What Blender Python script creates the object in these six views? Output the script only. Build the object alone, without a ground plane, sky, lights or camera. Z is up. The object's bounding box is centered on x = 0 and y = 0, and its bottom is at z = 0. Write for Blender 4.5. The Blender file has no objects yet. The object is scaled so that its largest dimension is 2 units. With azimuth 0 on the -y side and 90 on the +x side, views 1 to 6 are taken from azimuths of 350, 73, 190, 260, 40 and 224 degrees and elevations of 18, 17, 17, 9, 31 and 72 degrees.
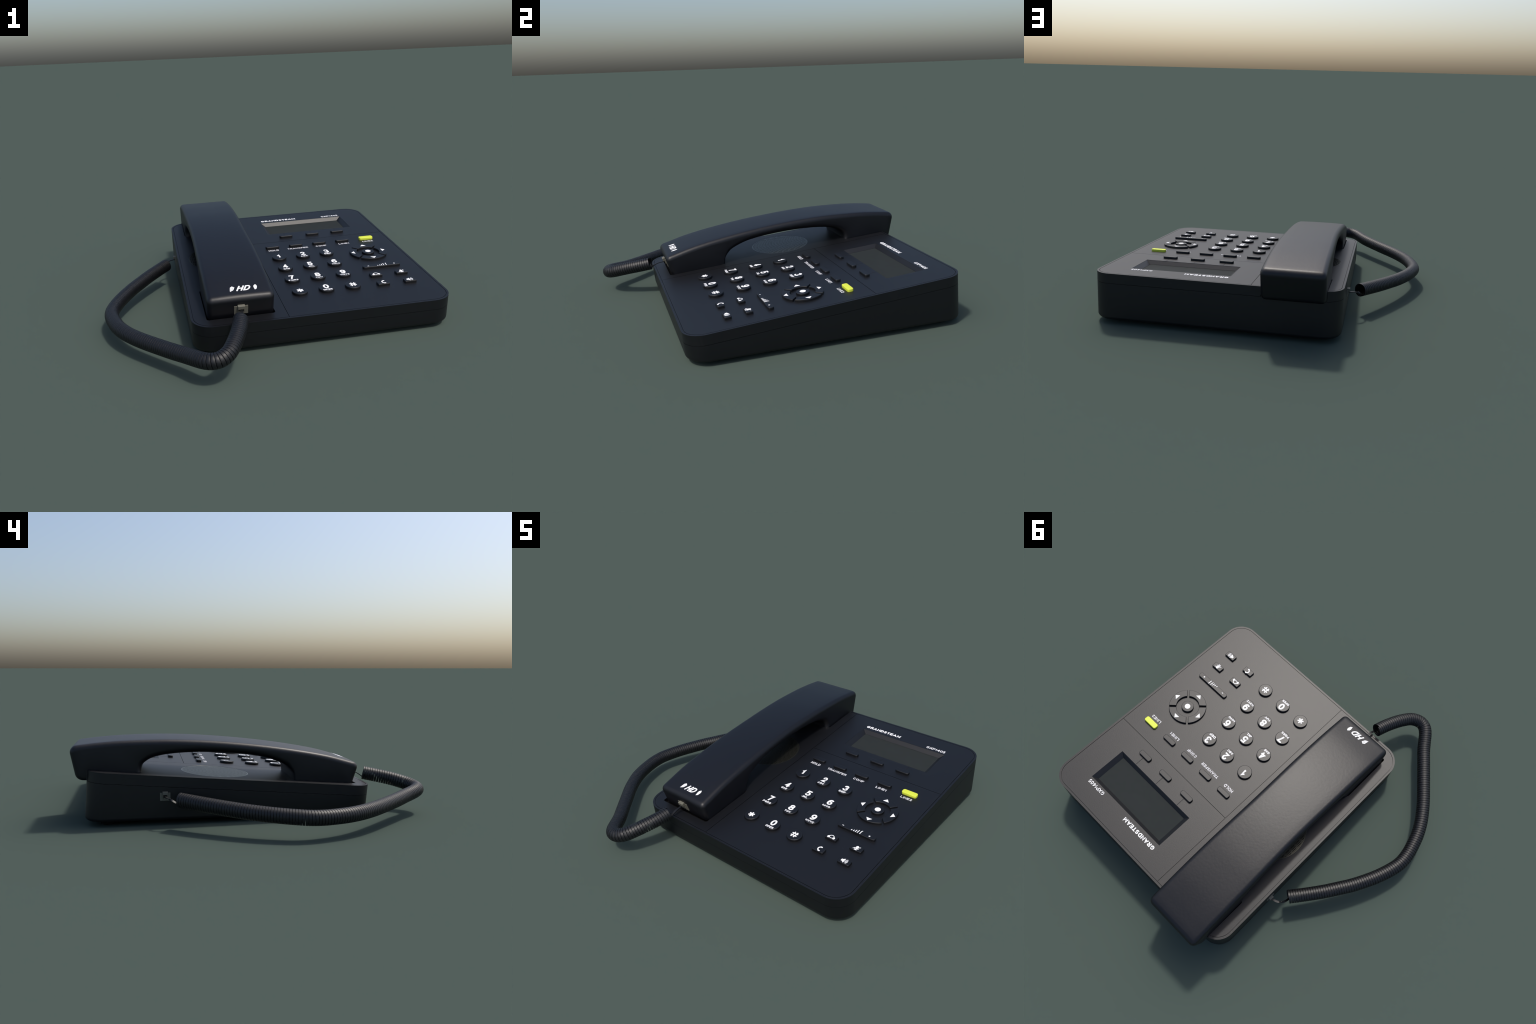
import bpy, bmesh, math, random
from mathutils import Vector, Matrix

random.seed(7)
scene = bpy.context.scene
col = scene.collection

# ------------------------------------------------------------------ frame
# The fascia is a plane tilted towards the user: z = 0.2243 + 0.08247 * y
SLOPE, Z0 = 0.08247, 0.2243
TH = math.atan(SLOPE)
C, S = math.cos(TH), math.sin(TH)
TILT = Matrix.Translation((0, 0, Z0)) @ Matrix.Rotation(TH, 4, 'X')


def tt(y, h=0.0):
    """position along the slope of the point with world y at height h over the fascia"""
    return (y + h * S) / C


def world(x, t, h):
    return Vector((x, t * C - h * S, Z0 + t * S + h * C))


# ------------------------------------------------------------------ materials
def principled(name, color, rough, spec=0.5, var=0.0, scale=60.0, bump=0.0, bump_scale=220.0, bump_dist=0.002):
    m = bpy.data.materials.new(name)
    m.use_nodes = True
    nt = m.node_tree
    b = nt.nodes["Principled BSDF"]
    b.inputs["Roughness"].default_value = rough
    b.inputs["Specular IOR Level"].default_value = spec
    tc = nt.nodes.new("ShaderNodeTexCoord")
    if var > 0:
        n = nt.nodes.new("ShaderNodeTexNoise")
        n.inputs["Scale"].default_value = scale
        n.inputs["Detail"].default_value = 4
        nt.links.new(tc.outputs["Object"], n.inputs["Vector"])
        r = nt.nodes.new("ShaderNodeValToRGB")
        r.color_ramp.elements[0].position = 0.3
        r.color_ramp.elements[1].position = 0.7
        r.color_ramp.elements[0].color = [c * (1 - var) for c in color] + [1]
        r.color_ramp.elements[1].color = [c * (1 + var) for c in color] + [1]
        nt.links.new(n.outputs["Fac"], r.inputs["Fac"])
        nt.links.new(r.outputs["Color"], b.inputs["Base Color"])
    else:
        b.inputs["Base Color"].default_value = (*color, 1)
    if bump > 0:
        n2 = nt.nodes.new("ShaderNodeTexNoise")
        n2.inputs["Scale"].default_value = bump_scale
        n2.inputs["Detail"].default_value = 3
        nt.links.new(tc.outputs["Object"], n2.inputs["Vector"])
        bp = nt.nodes.new("ShaderNodeBump")
        bp.inputs["Strength"].default_value = bump
        bp.inputs["Distance"].default_value = bump_dist
        nt.links.new(n2.outputs["Fac"], bp.inputs["Height"])
        nt.links.new(bp.outputs["Normal"], b.inputs["Normal"])
    return m


M_HOUSING = principled("housing_plastic", (0.0019, 0.0023, 0.0038), 0.47, 0.5, 0.08, 90, 0.12, 170, 0.002)
M_HANDSET = principled("handset_plastic", (0.0017, 0.0021, 0.0042), 0.455, 0.45, 0.08, 60, 0.15, 65, 0.0025)
M_KEY = principled("key_plastic", (0.0019, 0.0023, 0.0038), 0.46, 0.5, 0.06, 90)
M_CORD = principled("cord_plastic", (0.0019, 0.0023, 0.0038), 0.50, 0.5, 0.08, 70)
M_WHITE = principled("white_print", (0.86, 0.86, 0.87), 0.55, 0.3)
M_LABEL = principled("grey_white_print", (0.62, 0.62, 0.64), 0.55, 0.3)
M_LINE = principled("faint_print", (0.012, 0.013, 0.015), 0.6, 0.2)
M_YELLOW = principled("yellow_key_plastic", (0.60, 0.67, 0.055), 0.5, 0.4, 0.03, 40)
M_SCREEN = principled("display_glass", (0.021, 0.025, 0.025), 0.75, 0.12, 0.04, 30)
M_GRILLE = principled("grille_plastic", (0.074, 0.074, 0.062), 0.30, 0.5, 0.1, 120, 0.10, 260, 0.001)
M_GRILLE.node_tree.nodes["Principled BSDF"].inputs["Metallic"].default_value = 0.85
M_DARK = principled("dark_cavity", (0.0015, 0.0015, 0.0015), 0.8, 0.1)
M_JACK = principled("jack_plastic", (0.125, 0.122, 0.098), 0.55, 0.35, 0.04, 80)
M_RUBBER = principled("rubber", (0.004, 0.004, 0.004), 0.8, 0.2)

# ------------------------------------------------------------------ object helpers
ROOT = bpy.data.objects.new("desk_phone", None)
col.objects.link(ROOT)
ROOT["label"] = "black office desk phone with handset, coiled cord and keypad"
ROOT["category"] = "telephone"
WM = {ROOT.name: Matrix.Identity(4)}


def add(name, mesh, mat, parent=ROOT, matrix=None, smooth=None, flat_caps=True):
    o = bpy.data.objects.new(name, mesh)
    col.objects.link(o)
    matrix = matrix or Matrix.Identity(4)
    o.parent = parent
    o.matrix_parent_inverse = WM[parent.name].inverted()
    o.matrix_basis = matrix
    WM[o.name] = matrix.copy()
    if mat and not mesh.materials:
        mesh.materials.append(mat)
    if smooth is not None:
        mesh.set_sharp_from_angle(angle=math.radians(smooth))
        for p in mesh.polygons:
            p.use_smooth = not (flat_caps and abs(p.normal.z) > 0.999)
    return o


def curve_mesh(name, loops, h0, h1, bevel=0.0, segs=2):
    """solid slab between h0 and h1 with the given closed outlines (later ones are holes)"""
    cu = bpy.data.curves.new(name, 'CURVE')
    cu.dimensions = '2D'
    cu.fill_mode = 'BOTH'
    cu.extrude = (h1 - h0) / 2 - bevel
    cu.bevel_depth = bevel
    cu.bevel_resolution = segs
    cu.offset = -bevel
    for lp in loops:
        sp = cu.splines.new('POLY')
        sp.points.add(len(lp) - 1)
        for p, q in zip(sp.points, lp):
            p.co = (q[0], q[1], 0, 1)
        sp.use_cyclic_u = True
    tmp = bpy.data.objects.new(name, cu)
    col.objects.link(tmp)
    dg = bpy.context.evaluated_depsgraph_get()
    me = bpy.data.meshes.new_from_object(tmp.evaluated_get(dg))
    bpy.data.objects.remove(tmp)
    bpy.data.curves.remove(cu)
    me.name = name
    bm = bmesh.new()
    bm.from_mesh(me)
    bmesh.ops.remove_doubles(bm, verts=bm.verts, dist=1e-6)
    bmesh.ops.translate(bm, verts=bm.verts, vec=(0, 0, (h0 + h1) / 2))
    bm.to_mesh(me)
    bm.free()
    return me


def rounded(corners, seg=10):
    """closed outline from (x, y, radius) corners, in order"""
    out, n = [], len(corners)
    for i, (x, y, r) in enumerate(corners):
        p = Vector((x, y))
        if r <= 0:
            out.append((x, y))
            continue
        a = (Vector(corners[i - 1][:2]) - p).normalized()
        b = (Vector(corners[(i + 1) % n][:2]) - p).normalized()
        half = a.angle(b) / 2
        d = r / math.tan(half)
        c = p + (a + b).normalized() * (r / math.sin(half))
        s, e = p + a * d - c, p + b * d - c
        ang = s.angle_signed(e)
        for k in range(seg + 1):
            v = s.copy()
            v.rotate(Matrix.Rotation(-ang * k / seg, 2))
            out.append((c.x + v.x, c.y + v.y))
    return out


def rect(x0, x1, y0, y1, r=0.0, seg=6):
    return rounded([(x0, y0, r), (x1, y0, r), (x1, y1, r), (x0, y1, r)], seg)


def circle(cx, cy, r, n=64):
    return [(cx + r * math.cos(2 * math.pi * k / n), cy + r * math.sin(2 * math.pi * k / n)) for k in range(n)]


def mesh_from(name, verts, faces):
    me = bpy.data.meshes.new(name)
    me.from_pydata([tuple(v) for v in verts], [], faces)
    bm = bmesh.new()
    bm.from_mesh(me)
    bmesh.ops.recalc_face_normals(bm, faces=bm.faces)
    bm.to_mesh(me)
    bm.free()
    return me


def join_meshes(name, parts):
    bm = bmesh.new()
    for p in parts:
        bm.from_mesh(p)
    me = bpy.data.meshes.new(name)
    bm.to_mesh(me)
    bm.free()
    return me


def box(name, x0, x1, y0, y1, z0, z1, bevel=0.0):
    bm = bmesh.new()
    bmesh.ops.create_cube(bm, size=1.0)
    for v in bm.verts:
        v.co = ((x0 + x1) / 2 + v.co.x * (x1 - x0), (y0 + y1) / 2 + v.co.y * (y1 - y0), (z0 + z1) / 2 + v.co.z * (z1 - z0))
    if bevel > 0:
        bmesh.ops.bevel(bm, geom=bm.edges[:], offset=bevel, segments=2, affect='EDGES', profile=0.5)
    me = bpy.data.meshes.new(name)
    bm.to_mesh(me)
    bm.free()
    return me


# ------------------------------------------------------------------ housing
XL, XR = -0.487, 0.942
TF, TB = tt(-0.6685), tt(0.9125)
RF, RB = 0.115, 0.108


def outline(inset, seg=12):
    i = inset
    return rounded([(XL + i, TF + i, RF - i), (XR - i, TF + i, RF - i), (XR - i, TB - i, RB - i), (XL + i, TB - i, RB - i)], seg)


SEAM = 0.0575
# lower housing: walls follow the tilted normal down to a flat underside on feet
BOT, RND = 0.0225, 0.020
rings = []
rings.append([world(x, t, -SEAM - 0.0009) for x, t in outline(0.0)])


def at_level(x, t, z):
    h = (z + 0.0040 * t - Z0 - t * S) / C        # the underside rises a little to the back
    return world(x, t, h)


rings.append([at_level(x, t, BOT + RND) for x, t in outline(0.0)])
for k in range(1, 7):
    a = math.radians(15 * k)
    rings.append([at_level(x, t, BOT + RND * (1 - math.sin(a))) for x, t in outline(RND * (1 - math.cos(a)))])
n = len(rings[0])
verts = [v for r in rings for v in r]
faces = []
for i in range(len(rings) - 1):
    for k in range(n):
        faces.append((i * n + k, i * n + (k + 1) % n, (i + 1) * n + (k + 1) % n, (i + 1) * n + k))
faces.append(tuple(range(n)))
faces.append(tuple((len(rings) - 1) * n + k for k in range(n)))
add("lower_housing", mesh_from("lower_housing", verts, faces), M_HOUSING, smooth=35)

# upper housing: rim wall around the fascia, notched at the back for the earpiece
NX0, NX1 = -0.4070, -0.0430
RIM, GAP = 0.0120, 0.0013
outer = outline(0.0)
inner = outline(RIM)


def back_notched(loop):
    """walk the outline counter-clockwise from the left notch edge round to the right one"""
    yb = max(q[1] for q in loop)
    i = max(range(len(loop)), key=lambda j: (loop[j][1] > yb - 1e-6, -loop[j][0]))
    seq = loop[i:] + loop[:i]
    return [(NX0, yb)] + seq + [(NX1, yb)]


ring = back_notched(outer) + list(reversed(back_notched(inner)))
add("upper_housing", curve_mesh("upper_housing", [ring], -SEAM + 0.0009, 0.0), M_HOUSING, matrix=TILT, smooth=40)

# ------------------------------------------------------------------ fascia plates
I = RIM + GAP * 2
PX, PY = 0.0150, tt(0.3725)      # panel joints
G = GAP
fl, fr = XL + I, XR - I
pf, pb = TF + I, TB - I
rf, rb = RF - I, RB - I
SPK = (-0.225, tt(0.209), 0.196)

pocket = rect(NX0, NX1, tt(-0.592), tt(-0.243), 0.012)
cradle = rounded([(fl, pf, rf), (PX - G, pf, 0), (PX - G, pb, 0), (NX1, pb, 0), (NX1, tt(0.640), 0.012),
                  (NX0, tt(0.640), 0.012), (NX0, pb, 0), (fl, pb, rb)], 12)
me = curve_mesh("cradle_plate", [cradle, pocket, circle(SPK[0], SPK[1], SPK[2], 72)], -SEAM + 0.002, 0.0)
CRADLE = add("cradle_plate", me, M_HOUSING, matrix=TILT, smooth=40)

add("pocket_floor", box("pocket_floor", NX0 - 0.002, NX1 + 0.002, tt(-0.594), tt(-0.241), -0.0540, -0.0240), M_DARK, CRADLE, TILT)  # near-black matte paints the gap's shade, mutes a sun reflection

keypad_plate = rounded([(PX + G, pf, 0), (fr, pf, rf), (fr, PY - G, 0), (PX + G, PY - G, 0)], 12)
KEYPAD = add("keypad_plate", curve_mesh("keypad_plate", [keypad_plate], -SEAM + 0.002, 0.0), M_HOUSING, matrix=TILT, smooth=40)

SX0, SX1, SY0, SY1 = 0.163, 0.762, tt(0.5215), tt(0.755)
display_plate = rounded([(PX + G, PY + G, 0), (fr, PY + G, 0), (fr, pb, rb), (PX + G, pb, 0)], 12)
DISPLAY = add("display_plate", curve_mesh("display_plate", [display_plate, rect(SX0, SX1, SY0, SY1)], -SEAM + 0.002, 0.0), M_HOUSING, matrix=TILT, smooth=40)

# shallow floors under the joints between the plates
strips = [box("s", PX - 0.004, PX + 0.004, pf - 0.004, pb + 0.004, -0.016, -0.0045),
          box("s", PX, fr + 0.003, PY - 0.004, PY + 0.004, -0.017, -0.0047)]
strips.append(curve_mesh("s", [back_notched(outline(RIM - 0.003)) + list(reversed(back_notched(outline(I + 0.003))))], -0.018, -0.0049))
add("joint_floor", join_meshes("joint_floor", strips), M_HOUSING, matrix=TILT)

# sunken display: four sloping walls and the glass
D = 0.0225
o4 = [(SX0, SY0), (SX1, SY0), (SX1, SY1), (SX0, SY1)]
i4 = [(SX0 + 0.028, SY0 + 0.0215), (SX1 - 0.028, SY0 + 0.0215), (SX1 - 0.028, SY1 - 0.0205), (SX0 + 0.028, SY1 - 0.0205)]
vs = [(x, y, -0.0012) for x, y in o4] + [(x, y, -D) for x, y in i4] + [(x, y, -D - 0.006) for x, y in i4]
fs = [(k, (k + 1) % 4, 4 + (k + 1) % 4, 4 + k) for k in range(4)] + [(4 + k, 4 + (k + 1) % 4, 8 + (k + 1) % 4, 8 + k) for k in range(4)]
me = bpy.data.meshes.new("display_bezel")
me.from_pydata(vs, [], fs)
add("display_bezel", me, M_HOUSING, DISPLAY, TILT)
add("display_screen", box("display_screen", i4[0][0], i4[2][0], i4[0][1], i4[2][1], -D - 0.010, -D - 0.001), M_SCREEN, DISPLAY, TILT)

# ------------------------------------------------------------------ loudspeaker grille: staggered long slots
cx, cy, R = SPK
parts = []
ringm = curve_mesh("r", [circle(cx, cy, R - 0.0003, 72), circle(cx, cy, R - 0.007, 72)], -0.012, -0.0004, 0.0012, 2)
parts.append(ringm)
PITCH, HOLE = 0.0100, 0.042
ncol = int(2 * R / PITCH) + 1
for k in range(-ncol // 2, ncol // 2 + 1):
    x = cx + (k + 0.5) * PITCH
    if abs(x - cx) > R - 0.004:
        continue
    half = math.sqrt(max((R - 0.004) ** 2 - (x - cx) ** 2, 0))
    parts.append(box("b", x - 0.0032, x + 0.0032, cy - half, cy + half, -0.006, -0.0008))
    y = cy - half + (0.0 if k % 2 else HOLE / 2)
    while y < cy + half:
        if math.hypot(x + PITCH / 2 - cx, y - cy) < R - 0.008:
            parts.append(box("b", x + 0.0030, x + PITCH - 0.0030, y - 0.0060, y + 0.0060, -0.006, -0.0011))
        y += HOLE
gm = join_meshes("speaker_grille", parts)
g = add("speaker_grille", gm, M_GRILLE, CRADLE, TILT)
g["kind"] = "stuff"
add("speaker_backing", curve_mesh("speaker_backing", [circle(cx, cy, R + 0.001, 64)], -0.024, -0.0042), M_DARK, CRADLE, TILT)

# ------------------------------------------------------------------ keys
KH = 0.0145


def place(x, y, h=KH):
    return TILT @ Matrix.Translation((x, tt(y, h), 0))


def arc(cx, cy, rx, ry, a0, a1, n=14):
    return [(cx + rx * math.cos(math.radians(a0 + (a1 - a0) * k / n)), cy + ry * math.sin(math.radians(a0 + (a1 - a0) * k / n))) for k in range(n + 1)]


# sans-serif letters as pen strokes in a unit box: (width, strokes); a stroke marked True is closed
def letters():
    O = [(arc(0.5, 0.5, 0.5, 0.5, 90, 450, 28)[:-1], True)]
    return {
        "A": (0.80, [([(0.0, 0), (0.5, 1), (1.0, 0)], False), ([(0.22, 0.27), (0.78, 0.27)], False)]),
        "B": (0.70, [([(0, 0), (0, 1), (0.55, 1)] + arc(0.58, 0.765, 0.36, 0.235, 90, -90, 8) + [(0, 0.53)], False), ([(0.55, 0.53)] + arc(0.62, 0.265, 0.38, 0.265, 90, -90, 8) + [(0, 0)], False)]),
        "C": (0.74, [(arc(0.5, 0.5, 0.5, 0.5, 50, 310, 22), False)]),
        "D": (0.74, [([(0, 0), (0, 1), (0.42, 1)] + arc(0.42, 0.5, 0.58, 0.5, 80, -80, 12) + [(0.42, 0)], True)]),
        "E": (0.66, [([(1, 1), (0, 1), (0, 0), (1, 0)], False), ([(0, 0.52), (0.9, 0.52)], False)]),
        "F": (0.62, [([(1, 1), (0, 1), (0, 0)], False), ([(0, 0.5), (0.86, 0.5)], False)]),
        "G": (0.80, [(arc(0.5, 0.5, 0.5, 0.5, 55, 335, 22) + [(1.0, 0.42), (0.62, 0.42)], False)]),
        "H": (0.72, [([(0, 0), (0, 1)], False), ([(1, 0), (1, 1)], False), ([(0, 0.52), (1, 0.52)], False)]),
        "I": (0.22, [([(0.5, 0), (0.5, 1)], False)]),
        "J": (0.58, [([(1, 1), (1, 0.32)] + arc(0.5, 0.32, 0.5, 0.32, 0, -165, 10), False)]),
        "K": (0.74, [([(0, 0), (0, 1)], False), ([(1, 1), (0.12, 0.42)], False), ([(0.36, 0.62), (1, 0)], False)]),
        "L": (0.62, [([(0, 1), (0, 0), (1, 0)], False)]),
        "M": (0.88, [([(0, 0), (0, 1), (0.5, 0.12), (1, 1), (1, 0)], False)]),
        "N": (0.74, [([(0, 0), (0, 1), (1, 0), (1, 1)], False)]),
        "O": (0.80, O),
        "P": (0.68, [([(0, 0), (0, 1), (0.58, 1)] + arc(0.6, 0.72, 0.4, 0.28, 90, -90, 8) + [(0, 0.44)], False)]),
        "Q": (0.80, O + [([(0.62, 0.28), (1.0, -0.05)], False)]),
        "R": (0.72, [([(0, 0), (0, 1), (0.58, 1)] + arc(0.6, 0.74, 0.38, 0.26, 90, -90, 8) + [(0, 0.48)], False), ([(0.5, 0.48), (0.95, 0)], False)]),
        "S": (0.68, [(arc(0.5, 0.75, 0.46, 0.25, 38, 255, 12) + arc(0.5, 0.25, 0.5, 0.25, 75, -142, 12), False)]),
        "T": (0.66, [([(0, 1), (1, 1)], False), ([(0.5, 1), (0.5, 0)], False)]),
        "U": (0.72, [([(0, 1), (0, 0.38)] + arc(0.5, 0.38, 0.5, 0.38, 180, 360, 14) + [(1, 0.38), (1, 1)], False)]),
        "V": (0.76, [([(0, 1), (0.5, 0), (1, 1)], False)]),
        "W": (1.05, [([(0, 1), (0.26, 0), (0.5, 0.9), (0.74, 0), (1, 1)], False)]),
        "X": (0.76, [([(0, 1), (1, 0)], False), ([(0, 0), (1, 1)], False)]),
        "Y": (0.74, [([(0, 1), (0.5, 0.46), (1, 1)], False), ([(0.5, 0.5), (0.5, 0)], False)]),
        "Z": (0.70, [([(0, 1), (1, 1), (0, 0), (1, 0)], False)]),
        "0": (0.64, O),
        "1": (0.42, [([(0.0, 0.66), (0.42, 0.76), (0.72, 1.0), (0.72, 0)], False)]),
        "2": (0.64, [(arc(0.5, 0.70, 0.46, 0.30, 165, -30, 14) + [(0.06, 0.02), (1.0, 0.0)], False)]),
        "3": (0.64, [(arc(0.48, 0.76, 0.42, 0.24, 155, -90, 12) + arc(0.48, 0.26, 0.50, 0.26, 90, -155, 12), False)]),
        "4": (0.70, [([(0.72, 0), (0.72, 1)], False), ([(0.66, 1.0), (0.0, 0.27), (1.0, 0.27)], False)]),
        "5": (0.64, [([(0.92, 1), (0.16, 1), (0.08, 0.52)] + arc(0.46, 0.32, 0.52, 0.32, 118, -140, 14), False)]),
        "6": (0.64, [(arc(0.5, 0.31, 0.48, 0.31, 90, 450, 20)[:-1], True), (arc(0.62, 0.42, 0.60, 0.58, 62, 185, 12), False)]),
        "7": (0.62, [([(0, 1), (1, 1), (0.60, 0.52), (0.34, 0)], False)]),
        "8": (0.64, [(arc(0.5, 0.77, 0.42, 0.23, 90, 450, 18)[:-1], True), (arc(0.5, 0.27, 0.50, 0.27, 90, 450, 18)[:-1], True)]),
        "9": (0.64, [(arc(0.5, 0.69, 0.48, 0.31, 90, 450, 20)[:-1], True), (arc(0.38, 0.58, 0.60, 0.58, 242, 365, 12), False)]),
    }


GLYPH = letters()


def stroke_outline(P, closed, th):
    """left and right border of a pen line of width th with mitred joints and square ends"""
    P = [Vector(p) for p in P]
    n = len(P)
    if not closed:
        P[0] = P[0] + (P[0] - P[1]).normalized() * (th * 0.5)
        P[-1] = P[-1] + (P[-1] - P[-2]).normalized() * (th * 0.5)
    L, R_ = [], []
    for i in range(n):
        a = P[i] - P[i - 1] if (closed or i > 0) else P[1] - P[0]
        b = P[(i + 1) % n] - P[i] if (closed or i < n - 1) else P[-1] - P[-2]
        a, b = a.normalized(), b.normalized()
        m = (Vector((-a.y, a.x)) + Vector((-b.y, b.x)))
        m = m.normalized() if m.length > 1e-6 else Vector((-a.y, a.x))
        k = min(1.0 / max(m.dot(Vector((-a.y, a.x))), 0.3), 1.9)
        L.append(P[i] + m * (th / 2 * k))
        R_.append(P[i] - m * (th / 2 * k))
    return L, R_


def text_mesh(name, s, x0, x1, y0, y1, h, bold=0.2, shear=0.0, space=0.13):
    """stroke lettering scaled into a box of the fascia plane, standing a hair above height h"""
    verts, faces, pen = [], [], 0.0
    for ch in s:
        w, strokes = GLYPH[ch]
        w = max(w, bold)
        for k, (pts, closed) in enumerate(strokes):
            q = []
            for x, y in pts:
                yy = bold / 2 + y * (1 - bold)
                q.append((pen + bold / 2 + x * (w - bold) + shear * yy, yy))
            L, R_ = stroke_outline(q, closed, bold)
            base, n = len(verts), len(L)
            z = h + 0.0006 + 0.00015 * k
            for a, b in zip(L, R_):
                verts += [(a.x, a.y, z), (b.x, b.y, z), (a.x, a.y, h + 0.0001), (b.x, b.y, h + 0.0001)]
            for i in range(n if closed else n - 1):
                u, v_ = base + 4 * i, base + 4 * ((i + 1) % n)
                faces += [(u, u + 1, v_ + 1, v_), (u, v_, v_ + 2, u + 2), (u + 1, u + 3, v_ + 3, v_ + 1)]
            if not closed:
                for e in (base, base + 4 * (n - 1)):
                    faces.append((e, e + 1, e + 3, e + 2))
        pen += w + space
    ax, bx = min(v_[0] for v_ in verts), max(v_[0] for v_ in verts)
    ay, by = min(v_[1] for v_ in verts), max(v_[1] for v_ in verts)
    verts = [(x0 + (a - ax) / (bx - ax) * (x1 - x0), y0 + (b - ay) / (by - ay) * (y1 - y0), c) for a, b, c in verts]
    return mesh_from(name, verts, faces)


def shape_mesh(name, loops_list, h, thick=0.0006):
    """flat printed symbol: several filled outlines, holes follow their outline"""
    return join_meshes(name, [curve_mesh(name, lps, h + 0.0001, h + thick + 0.00015 * k) for k, lps in enumerate(loops_list)])


round_key = curve_mesh("dial_key", [circle(0, 0, 0.0445, 20)], -0.004, KH, 0.0034, 2)
wide_key = curve_mesh("wide_key", [rect(-0.0445, 0.0445, -0.0155, 0.0155, 0.010, 4)], -0.004, KH, 0.0032, 2)
small_key = curve_mesh("small_key", [rect(-0.0350, 0.0350, -0.0193, 0.0193, 0.004, 3)], -0.004, KH, 0.0030, 2)

COLX = (0.140, 0.295, 0.4505)
ROWY = (0.089, -0.0745, -0.2375, -0.402)
LEGEND = [("1", ""), ("2", "ABC"), ("3", "DEF"), ("4", "GHI"), ("5", "JKL"), ("6", "MNO"),
          ("7", "PQRS"), ("8", "TUV"), ("9", "WXYZ"), ("*", ""), ("0", "OPER"), ("#", "")]


def bar(x0, y0, x1, y1, w):
    d = Vector((x1 - x0, y1 - y0)).normalized()
    q = Vector((-d.y, d.x)) * (w / 2)
    return [(x0 + q.x, y0 + q.y), (x0 - q.x, y0 - q.y), (x1 - q.x, y1 - q.y), (x1 + q.x, y1 + q.y)]


for i, (digit, letters) in enumerate(LEGEND):
    x, y = COLX[i % 3], ROWY[i // 3]
    mw = place(x, y)
    k = add("dial_key", round_key, M_KEY, ROOT, mw, 40)
    if digit == "*":
        mk = shape_mesh("key_digit", [[bar(0, 0, 0.0190 * math.sin(a), 0.0190 * math.cos(a), 0.0085)] for a in [math.radians(60 * j) for j in range(6)]], KH)
        mk.transform(Matrix.Translation((0.001, -0.001, 0)))
    elif digit == "#":
        w = 0.0066
        mk = shape_mesh("key_digit", [[bar(-0.0105, -0.021, -0.0060, 0.021, w)], [bar(0.0060, -0.021, 0.0105, 0.021, w)],
                                      [bar(-0.0190, 0.0085, 0.0190, 0.0085, w)], [bar(-0.0190, -0.0080, 0.0190, -0.0080, w)]], KH)
    elif digit == "1":
        mk = text_mesh("key_digit", digit, -0.0135, 0.0085, -0.0115, 0.0365, KH, 0.22)
    else:
        mk = text_mesh("key_digit", digit, -0.0165, 0.0165, -0.0115, 0.0365, KH, 0.20)
    add("key_digit", mk, M_WHITE, k, mw)
    if letters:
        half = {3: 0.0225, 4: 0.0290}[len(letters)]
        half = {"JKL": 0.0195, "GHI": 0.0195, "MNO": 0.0255, "OPER": 0.0265, "TUV": 0.0215}.get(letters, half)
        add("key_letters", text_mesh("key_letters", letters, -half, half, -0.0350, -0.0195, KH, 0.20), M_WHITE, k, mw)

# function keys under the display and above the dial pad
for x in (0.272, 0.458, 0.637):
    k = add("soft_key", wide_key, M_KEY, ROOT, place(x, 0.443), 40)
    add("pointer_line", box("pointer_line", x + 0.0015, x + 0.0045, tt(0.463), tt(0.5185), 0.0001, 0.0005), M_LINE, k, TILT)

FUNC = [("HOLD", 0.137, 0.034, wide_key, M_KEY), ("TRANSFER", 0.295, 0.069, wide_key, M_KEY), ("CONF", 0.4545, 0.0365, wide_key, M_KEY),
        ("LINE1", 0.615, 0.036, wide_key, M_KEY), ("LINE2", 0.782, 0.036, None, M_YELLOW)]
line_key = curve_mesh("line_key", [rect(-0.0470, 0.0470, -0.0172, 0.0172, 0.011, 5)], -0.004, KH + 0.0015, 0.0032, 2)  # outline and height enlarged to include the yellow key's glow
for s, x, half, shape, mat in FUNC:
    k = add("function_key", shape or line_key, mat, ROOT, place(x, 0.2705), 40)
    lx = {"TRANSFER": 0.299, "CONF": 0.4575}.get(s, x)
    add("key_label", text_mesh("key_label", s, lx - half, lx + half, tt(0.2195), tt(0.2405), 0.0, 0.19), M_LABEL, k, TILT)

# navigation ring: four quarter pads around a round centre key
NX, NY = 0.709, 0.034
RO, RI = 0.117, 0.072
gap = 0.0062
pad = []
a0o, a0i = math.radians(45) - 0, 0
steps = 14
ao = math.asin(gap / RO)
ai = math.asin(gap / RI)
for k in range(steps + 1):
    a = -math.pi / 4 + ao + (math.pi / 2 - 2 * ao) * k / steps
    pad.append((RO * math.cos(a), RO * math.sin(a)))
for k in range(steps + 1):
    a = math.pi / 4 - ai - (math.pi / 2 - 2 * ai) * k / steps
    pad.append((RI * math.cos(a), RI * math.sin(a)))
pad_mesh = curve_mesh("navigation_pad", [pad], -0.004, KH - 0.001, 0.0022, 2)
arrow_mesh = shape_mesh("arrow_mark", [[[(0.0895, -0.0185), (0.1115, 0.0), (0.0895, 0.0185)]]], KH - 0.001)
for q in range(4):
    mw = place(NX, NY) @ Matrix.Rotation(q * math.pi / 2, 4, 'Z')
    k = add("navigation_pad", pad_mesh, M_KEY, ROOT, mw, 40)
    add("arrow_mark", arrow_mesh, M_WHITE, k, mw)
k = add("centre_key", curve_mesh("centre_key", [circle(0, 0, 0.0380, 28)], -0.004, KH, 0.0025, 2), M_KEY, ROOT, place(NX, NY), 40)
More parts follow.
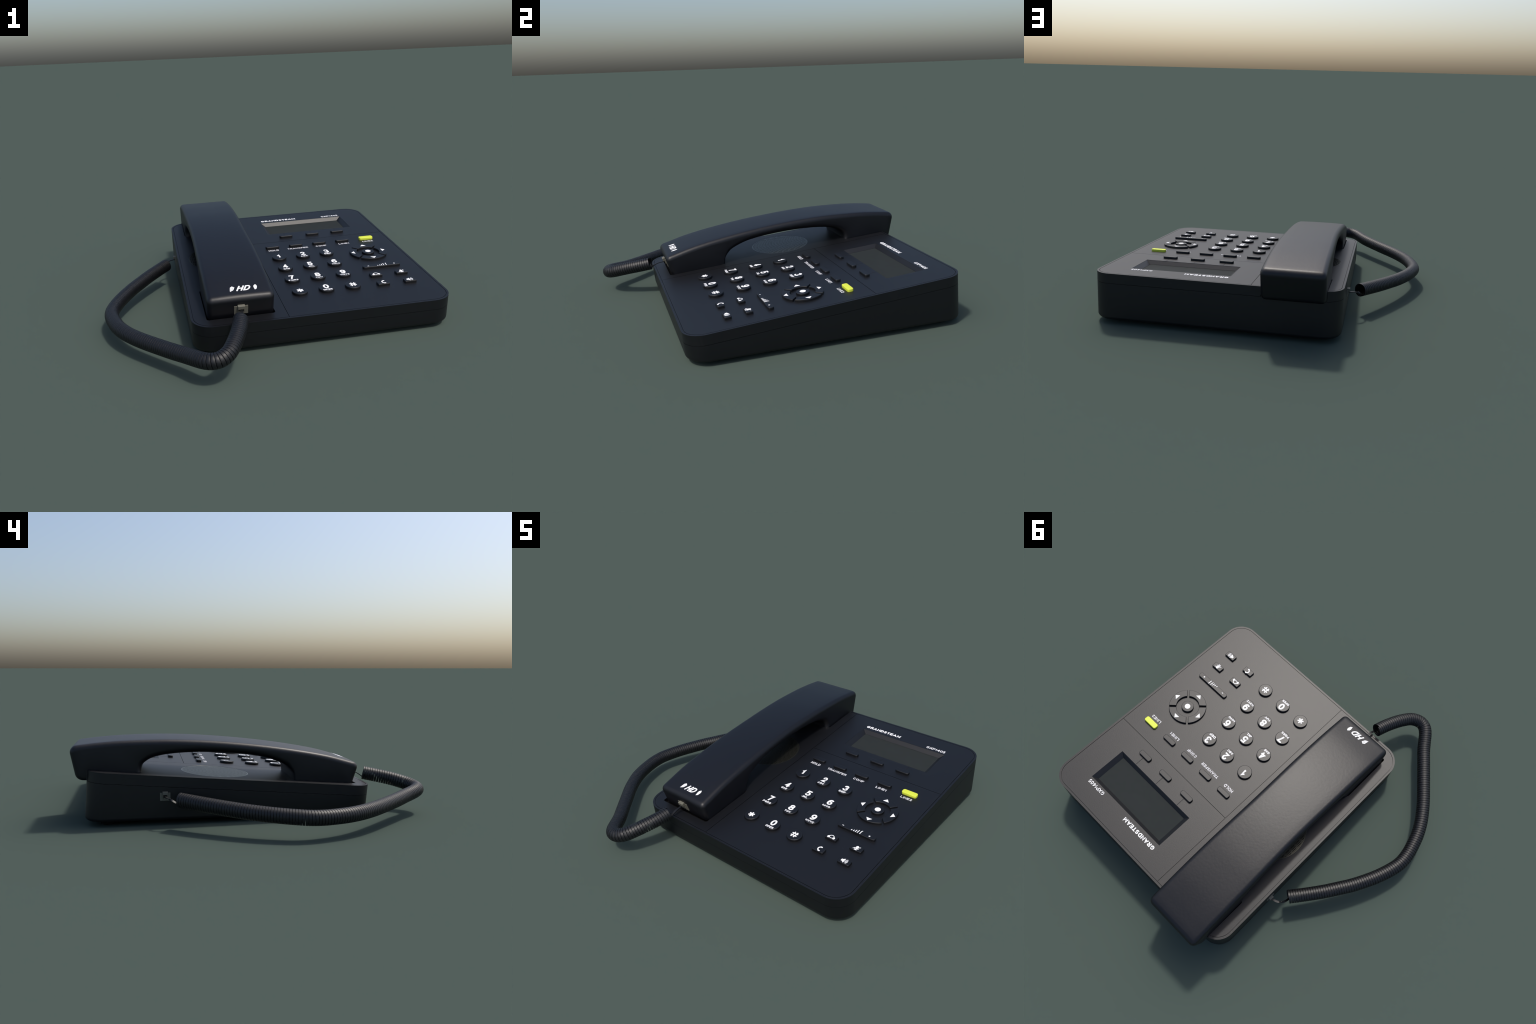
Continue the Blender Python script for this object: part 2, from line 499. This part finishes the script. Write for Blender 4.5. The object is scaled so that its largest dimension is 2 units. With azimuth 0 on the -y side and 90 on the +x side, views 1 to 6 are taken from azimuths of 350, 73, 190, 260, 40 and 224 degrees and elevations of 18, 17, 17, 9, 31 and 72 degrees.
add("dot_mark", shape_mesh("dot_mark", [[circle(0, 0.001, 0.0172, 24)]], KH), M_WHITE, k, place(NX, NY))

# volume rocker with growing bars
mw = place(0.710, -0.1845)
k = add("volume_key", curve_mesh("volume_key", [rect(-0.118, 0.118, -0.0160, 0.0160, 0.011, 5)], -0.004, KH, 0.0022, 2), M_KEY, ROOT, mw, 40)
marks = [[bar(0.081 - 0.0055, -0.001, 0.081 + 0.0055, -0.001, 0.0034)], [bar(0.081, -0.0065, 0.081, 0.0045, 0.0034)],
         [bar(-0.090, -0.003, -0.080, -0.003, 0.0036)]]
for x, top in ((-0.0265, -0.0050), (-0.0130, -0.0015), (-0.0010, 0.0045), (0.0115, 0.0105)):
    marks.append([bar(x - 0.001, -0.0140, x + 0.001, top, 0.0040)])
marks.append([[(0.0245, -0.0140), (0.0290, -0.0140), (0.0295, 0.0090), (0.0330, 0.0145), (0.0290, 0.0145), (0.0255, 0.0090)]])
add("volume_mark", shape_mesh("volume_mark", marks, KH), M_WHITE, k, mw)


def arc_band(cx, cy, r0, r1, a0, a1, n=14):
    a0, a1 = math.radians(a0), math.radians(a1)
    o = [(cx + r1 * math.cos(a0 + (a1 - a0) * j / n), cy + r1 * math.sin(a0 + (a1 - a0) * j / n)) for j in range(n + 1)]
    i = [(cx + r0 * math.cos(a0 + (a1 - a0) * j / n), cy + r0 * math.sin(a0 + (a1 - a0) * j / n)) for j in range(n + 1)]
    return o + i[::-1]


def disc(cx, cy, rx, ry, n=20, rot=0.0):
    c, s = math.cos(rot), math.sin(rot)
    return [(cx + rx * math.cos(2 * math.pi * j / n) * c - ry * math.sin(2 * math.pi * j / n) * s,
             cy + rx * math.cos(2 * math.pi * j / n) * s + ry * math.sin(2 * math.pi * j / n) * c) for j in range(n)]


ICON = {
    "handset_icon": [[arc_band(0.009, 0.003, 0.0115, 0.0180, 110, 250)], [disc(0.0065, 0.0172, 0.0065, 0.0042, rot=-0.2)], [disc(0.0065, -0.0120, 0.0065, 0.0042, rot=0.2)]],
    "headset_icon": [[arc_band(0, -0.004, 0.0125, 0.0165, -10, 190)], [disc(-0.0165, -0.0075, 0.0068, 0.0082)], [disc(0.0165, -0.0075, 0.0068, 0.0082)],
                     [arc_band(0, 0.002, 0.0125, 0.0155, 215, 325)]],
    "mute_icon": [[disc(0, 0.004, 0.0080, 0.0125)], [arc_band(0, 0.001, 0.0115, 0.0140, 190, 350)], [bar(0, -0.0165, 0, -0.011, 0.003)],
                  [bar(-0.008, -0.0160, 0.008, -0.0160, 0.003)], [bar(-0.018, -0.011, 0.018, 0.012, 0.0032)]],
    "speaker_icon": [[[(-0.020, -0.006), (-0.013, -0.006), (-0.001, -0.015), (-0.001, 0.017), (-0.013, 0.008), (-0.020, 0.008)]],
                     [arc_band(-0.003, 0.001, 0.0075, 0.0100, -50, 50)], [arc_band(-0.003, 0.001, 0.0130, 0.0155, -50, 50)], [arc_band(-0.003, 0.001, 0.0185, 0.0210, -50, 50)]],
}
for nm, x, y in (("headset_icon", 0.6275, -0.3010), ("handset_icon", 0.6255, -0.4180), ("mute_icon", 0.7855, -0.3010), ("speaker_icon", 0.7870, -0.4185)):
    mw = place(x, y)
    k = add("call_key", small_key, M_KEY, ROOT, mw, 40)
    add(nm, shape_mesh(nm, ICON[nm], KH), M_WHITE, k, mw)

# maker's and type lettering above the display
add("maker_lettering", text_mesh("maker_lettering", "GRANDSTEAM", 0.170, 0.428, tt(0.7765), tt(0.8055), 0.0, 0.215), M_WHITE, DISPLAY, TILT)
add("type_lettering", text_mesh("type_lettering", "GXP1405", 0.626, 0.7535, tt(0.7680), tt(0.7920), 0.0, 0.15), M_WHITE, DISPLAY, TILT)

# ------------------------------------------------------------------ feet
foot_mesh = curve_mesh("foot", [circle(0, 0, 0.042, 32)], 0.0, BOT + 0.008, 0.003, 2)
for x, y in ((-0.385, 0.81), (0.84, 0.81), (-0.385, -0.55), (0.84, -0.55)):
    add("foot", foot_mesh, M_RUBBER, ROOT, Matrix.Translation((x, y, 0)), 40)


# ------------------------------------------------------------------ handset
def catmull(points, per=8):
    out = []
    P = [points[0] * 2 - points[1]] + points + [points[-1] * 2 - points[-2]]
    for i in range(1, len(P) - 2):
        a, b, c, d = P[i - 1], P[i], P[i + 1], P[i + 2]
        for k in range(per):
            t = k / per
            out.append(0.5 * ((2 * b) + (c - a) * t + (2 * a - 5 * b + 4 * c - d) * t * t + (3 * b - a - 3 * c + d) * t ** 3))
    out.append(P[-2])
    return out


V2 = lambda *p: [Vector(q) for q in p]
TOP = catmull(V2((0.935, 0.4325), (0.850, 0.4410), (0.740, 0.4480), (0.600, 0.4508), (0.450, 0.4495), (0.250, 0.4385), (0.020, 0.4155),
                 (-0.200, 0.3845), (-0.410, 0.3450), (-0.570, 0.3010)), 6)      # back to front
ARCH = catmull(V2((-0.226, 0.205), (-0.220, 0.248), (-0.200, 0.273), (-0.160, 0.300), (-0.060, 0.3340), (0.080, 0.3570), (0.280, 0.3715), (0.440, 0.3695),
                  (0.550, 0.3540), (0.606, 0.3270), (0.624, 0.3010), (0.628, 0.262)), 6)   # front to back


def fillet(a, p, b, r, n=6):
    return [Vector(q) for q in rounded([(a.x, a.y, 0), (p.x, p.y, r), (b.x, b.y, 0)], n)[1:-1]]


prof = []        # (point, edge radius): closed, starting at the back, running along the top to the front
T_R, B_R = 0.028, 0.012
v = Vector
back_top, front_top = v((1.0050, 0.4240)), v((-0.613, 0.2890))
back_low, front_low = v((0.971, 0.2420)), v((-0.569, 0.150))
leg_f, leg_b = v((-0.228, 0.166)), v((0.630, 0.222))
prof += [(q, T_R) for q in fillet(back_low, back_top, TOP[0], 0.038, 9)]
prof += [(q, T_R) for q in TOP]
prof += [(q, T_R) for q in fillet(TOP[-1], front_top, front_low, 0.031)]
prof += [(q, T_R) for q in fillet(front_top, front_low, leg_f, 0.034)]
prof += [(q, B_R) for q in fillet(front_low, leg_f, ARCH[0], 0.026)]
GRIP = 0.058                     # the grip is rounded well under
prof += [(q, B_R + (GRIP - B_R) * min(1.0, max(0.0, (q.y - 0.26) / 0.07))) for q in ARCH]
prof += [(q, B_R) for q in fillet(ARCH[-1], leg_b, back_low, 0.026)]
prof += [(q, T_R) for q in fillet(leg_b, back_low, back_top, 0.040)]
pts = [p for p, r in prof]
rad = [r for p, r in prof]
N = len(pts)
for _ in range(4):
    rad = [(rad[i - 1] + rad[i] * 2 + rad[(i + 1) % N]) / 4 for i in range(N)]
area = sum(pts[i].x * pts[(i + 1) % N].y - pts[(i + 1) % N].x * pts[i].y for i in range(N))
nrm = []
for i in range(N):
    d = (pts[(i + 1) % N] - pts[i]).normalized() + (pts[i] - pts[i - 1]).normalized()
    d.normalize()
    q = Vector((d.y, -d.x))
    nrm.append(q if area > 0 else -q)          # outward
CROWN = 0.0025


def half_width(y):
    """waisted plan: wide mouthpiece and earpiece, slimmer grip"""
    k = math.exp(-((y - 0.20) / 0.30) ** 2)
    return 0.1775 - 0.0010 * (y + 0.6) / 1.6 - 0.0065 * k


def centre_x(y):
    return -0.2235 - 0.0037 * (y + 0.6) / 1.6


def crown(f, y):
    """slight doming across the back of the handset, dying out at the earpiece"""
    return CROWN * (1 - (f / 0.85) ** 2) * min(1.0, max(0.0, (0.85 - y) / 0.3))


# vertical share of the edge rounding stays within the thin grip
vrad = [r if r <= T_R else T_R + (r - T_R) * 0.15 for r in rad]
left = []
K = 6
for k in range(K + 1):               # from the flat side round to the full profile
    a = math.radians(90 * k / K)
    ring_ = []
    for i in range(N):
        q = pts[i] - nrm[i] * vrad[i] * (1 - math.sin(a))
        ring_.append((-half_width(q.x) + rad[i] * (1 - math.cos(a)), q.x, q.y))
    left.append(ring_)
mid = []
for f in (-0.6, -0.3, 0.0, 0.3, 0.6):
    mid.append([(f * half_width(pts[i].x), pts[i].x, pts[i].y + crown(f, pts[i].x) * max(0.0, nrm[i].y) ** 2) for i in range(N)])
secs = left + mid + [[(-p[0], p[1], p[2]) for p in s_] for s_ in reversed(left)]
secs = [[(p[0] + centre_x(p[1]), p[1], p[2]) for p in s_] for s_ in secs]
verts = [p for s in secs for p in s]
faces = []
for i in range(len(secs) - 1):
    for k in range(N):
        faces.append((i * N + k, i * N + (k + 1) % N, (i + 1) * N + (k + 1) % N, (i + 1) * N + k))
me = bpy.data.meshes.new("handset")
me.from_pydata(verts, [], faces)
bm = bmesh.new()
bm.from_mesh(me)
bm.verts.ensure_lookup_table()
for base in (0, (len(secs) - 1) * N):
    f = bm.faces.new([bm.verts[base + k] for k in range(N)])
    f.normal_update()
    bmesh.ops.triangulate(bm, faces=[f])
bmesh.ops.recalc_face_normals(bm, faces=bm.faces)
bm.to_mesh(me)
bm.free()
HANDSET = add("handset", me, M_HANDSET, smooth=45, flat_caps=False)


def top_z(y):
    for a, b in zip(TOP, TOP[1:]):
        if b.x <= y <= a.x:
            return b.y + (a.y - b.y) * (y - b.x) / (a.x - b.x)
    return TOP[-1].y


def on_handset(me):
    """wrap a flat mark (x, y, height) on to the curved back of the handset"""
    for q in me.vertices:
        q.co.z += top_z(q.co.y) + crown((q.co.x - centre_x(q.co.y)) / half_width(q.co.y), q.co.y)
    return me


add("wideband_lettering", on_handset(text_mesh("wideband_lettering", "HD", -0.2415, -0.1620, -0.5625, -0.5210, 0.0006, 0.19, 0.45)), M_WHITE, HANDSET)
leaf_r = [[(-0.1343, -0.5205), (-0.1285, -0.5290), (-0.1275, -0.5380), (-0.1322, -0.5557), (-0.1430, -0.5630), (-0.1465, -0.5400), (-0.1443, -0.5300)]]


def cut(p, q, f):
    return (p[0] + (q[0] - p[0]) * f, p[1] + (q[1] - p[1]) * f)


# the left wave is three slim blades side by side between its tip and its broad end
tip, near, far, end0, end1 = (-0.2754, -0.5640), (-0.2544, -0.5501), (-0.2688, -0.5294), (-0.2456, -0.5298), (-0.2577, -0.5205)
blades = []
for f0, f1 in ((0.0, 0.27), (0.36, 0.64), (0.73, 1.0)):
    blades.append([[cut(tip, cut(near, far, (f0 + f1) / 2), 0.12), cut(near, far, f0), cut(end0, end1, f0), cut(end0, end1, f1), cut(near, far, f1)]])
wm = shape_mesh("wideband_mark", [leaf_r] + blades, 0.0006)
add("wideband_mark", on_handset(wm), M_WHITE, HANDSET)

# ------------------------------------------------------------------ plugs
# on the handset nose (leaning with it) and on the left wall of the base
lean = Matrix.Translation((-0.2255, -0.5885, 0.2140)) @ Matrix.Rotation(math.atan2(0.041, 0.140), 4, 'X')


def plug_mesh(name, w, h, tab_w, tab_h, depth):
    """face plate with a latch tab above a square mouth; local: x across, y outwards is -y, z up"""
    hw, hh = w / 2, h / 2
    p = []
    t = 0.0035
    mw_, m0, m1 = tab_w * 0.5, -0.004, hh - 0.016
    p.append(box("a", -hw, -mw_, -t, 0.004, -hh, hh, 0.0006))
    p.append(box("a", mw_, hw, -t, 0.004, -hh, hh, 0.0006))
    p.append(box("a", -mw_, mw_, -t, 0.004, -hh, -hh + h * 0.36, 0.0006))
    p.append(box("a", -tab_w / 2, tab_w / 2, -depth, 0.004, hh - tab_h * 0.62, hh + tab_h * 0.38, 0.0012))
    p.append(box("a", -tab_w / 2, -tab_w / 2 + 0.004, -depth * 0.5, 0.004, -hh + h * 0.36, hh - tab_h * 0.5, 0.0006))
    p.append(box("a", tab_w / 2 - 0.004, tab_w / 2, -depth * 0.5, 0.004, -hh + h * 0.36, hh - tab_h * 0.5, 0.0006))
    return join_meshes(name, p)


add("cord_plug", plug_mesh("cord_plug", 0.0735, 0.0520, 0.0370, 0.0200, 0.0190), M_JACK, HANDSET, lean)
side = Matrix.Translation((-0.4870, 0.5055, 0.1553)) @ Matrix.Rotation(-math.pi / 2, 4, 'Z')
add("cord_plug", plug_mesh("cord_plug", 0.0550, 0.0435, 0.0280, 0.0170, 0.0165), M_JACK, ROOT, side)

# ------------------------------------------------------------------ coiled cord
PATH = V2((-0.2440, -0.690, 0.208), (-0.2640, -0.761, 0.1940), (-0.2900, -0.830, 0.1800), (-0.3150, -0.882, 0.1670), (-0.3460, -0.930, 0.1520), (-0.3900, -0.958, 0.1390),
          (-0.4320, -0.956, 0.1340), (-0.4660, -0.930, 0.1300), (-0.4990, -0.887, 0.1240), (-0.5390, -0.832, 0.1175), (-0.6050, -0.755, 0.1120), (-0.6960, -0.647, 0.1080),
          (-0.7510, -0.580, 0.1068), (-0.7950, -0.519, 0.1060), (-0.8310, -0.460, 0.1058), (-0.8610, -0.395, 0.1056), (-0.8830, -0.324, 0.1060), (-0.8985, -0.250, 0.1070),
          (-0.9000, -0.181, 0.1095), (-0.8840, -0.111, 0.1130), (-0.8550, -0.030, 0.1170), (-0.8200, 0.045, 0.1210), (-0.7800, 0.120, 0.1257), (-0.7360, 0.189, 0.1305),
          (-0.6910, 0.258, 0.1360), (-0.6440, 0.323, 0.1410), (-0.5960, 0.386, 0.1460), (-0.5590, 0.433, 0.1495))
line = catmull(PATH, 24)
cum = [0.0]
for a, b in zip(line, line[1:]):
    cum.append(cum[-1] + (b - a).length)
LEN = cum[-1]


def sample(s):
    lo, hi = 0, len(cum) - 1
    while hi - lo > 1:
        m = (lo + hi) // 2
        if cum[m] <= s:
            lo = m
        else:
            hi = m
    f = (s - cum[lo]) / max(cum[hi] - cum[lo], 1e-9)
    return line[lo].lerp(line[hi], f), (line[hi] - line[lo]).normalized()


TURN, SEG, CR = 0.0148, 26, 0.0400
BW, BT = 0.00635, 0.0060           # half width along the cord, thickness
frames = []
_, tan = sample(0)
u = Vector((0, 0, 1)) - tan * tan.z
u.normalize()
NF = 1200
for i in range(NF + 1):
    p, _t = sample(min(LEN * i / NF, LEN - 1e-6))
    a_, _t = sample(max(LEN * i / NF - 0.012, 0))
    b_, _t = sample(min(LEN * i / NF + 0.012, LEN - 1e-6))
    t = (b_ - a_).normalized()
    u = (u - t * u.dot(t)).normalized()        # carried along without twist
    frames.append((p, u.copy(), t.cross(u)))


def around(s_, a, r):
    """point at distance r from the centre line, at arc length s_ and angle a"""
    f = min(max(s_ / LEN, 0.0), 1.0) * NF
    i = min(int(f), NF - 1)
    f -= i
    (p0_, u0, w0), (p1_, u1, w1) = frames[i], frames[i + 1]
    p, u_, w_ = p0_.lerp(p1_, f), u0.lerp(u1, f), w0.lerp(w1, f)
    return p + (u_ * math.cos(a) + w_ * math.sin(a)) * r


steps = int(LEN / TURN * SEG)
cv, cf = [], []
for i in range(steps + 1):
    s_ = LEN * i / steps
    a = 2 * math.pi * i / SEG
    for dr, ds in ((-BT, -BW), (-0.0004, -BW), (0.0, -BW + 0.0006), (0.0, BW - 0.0006), (-0.0004, BW), (-BT, BW)):
        cv.append(around(s_ + ds, a, CR + dr))
for i in range(steps):
    for k in range(6):
        cf.append((i * 6 + k, i * 6 + (k + 1) % 6, (i + 1) * 6 + (k + 1) % 6, (i + 1) * 6 + k))
cf.append(tuple(range(6)))
cf.append(tuple(steps * 6 + k for k in range(6)))
CORD = add("coiled_cord", mesh_from("coiled_cord", cv, cf), M_CORD, smooth=30, flat_caps=False)


def lead(name, pts3, sides, half_w=0.0060, half_t=0.0022):
    """flat lead between a plug and the coil: path points and the width direction at each"""
    path = catmull(pts3, 10)
    wid = catmull(sides, 10)
    vs, fs = [], []
    for i, p in enumerate(path):
        t = (path[min(i + 1, len(path) - 1)] - path[max(i - 1, 0)]).normalized()
        w = wid[i] - t * wid[i].dot(t)
        w.normalize()
        n_ = t.cross(w)
        for a, b in ((-1, -1), (1, -1), (1, 1), (-1, 1)):
            vs.append(p + w * half_w * a + n_ * half_t * b)
    for i in range(len(path) - 1):
        for k in range(4):
            fs.append((i * 4 + k, i * 4 + (k + 1) % 4, (i + 1) * 4 + (k + 1) % 4, (i + 1) * 4 + k))
    fs += [(0, 1, 2, 3), tuple(len(vs) - 4 + k for k in range(4))]
    return mesh_from(name, vs, fs)


X = Vector((1, 0, 0))
Yv = Vector((0, 1, 0))
# handset end: from the mouth of the plug forward into the coil rim
low = PATH[0] + Vector((0.012, 0.0, -0.034))
add("cord_lead", lead("cord_lead", [Vector((-0.2255, -0.572, 0.2140)), Vector((-0.2262, -0.610, 0.2160)), Vector((-0.2290, -0.650, 0.2080)), Vector((-0.2330, -0.680, 0.1900)), low + Vector((0, -0.012, 0.0))],
                      [X, X, X, X, X]), M_CORD, CORD)
d_in = PATH[-1] + Vector((0.0, 0.0, -0.028))
add("cord_lead", lead("cord_lead", [Vector((-0.470, 0.5060, 0.1590)), Vector((-0.502, 0.5060, 0.1600)), Vector((-0.535, 0.4960, 0.1570)), Vector((-0.560, 0.472, 0.1470)), Vector((-0.568, 0.445, 0.1300)), d_in + Vector((-0.012, -0.010, -0.006))],
                      [Yv, Yv, Vector((0.3, 0.8, 0.2)), Vector((0.6, 0.3, 0.5)), Vector((0.6, -0.3, 0.4)), Vector((0.6, -0.6, 0.2))]), M_CORD, CORD)
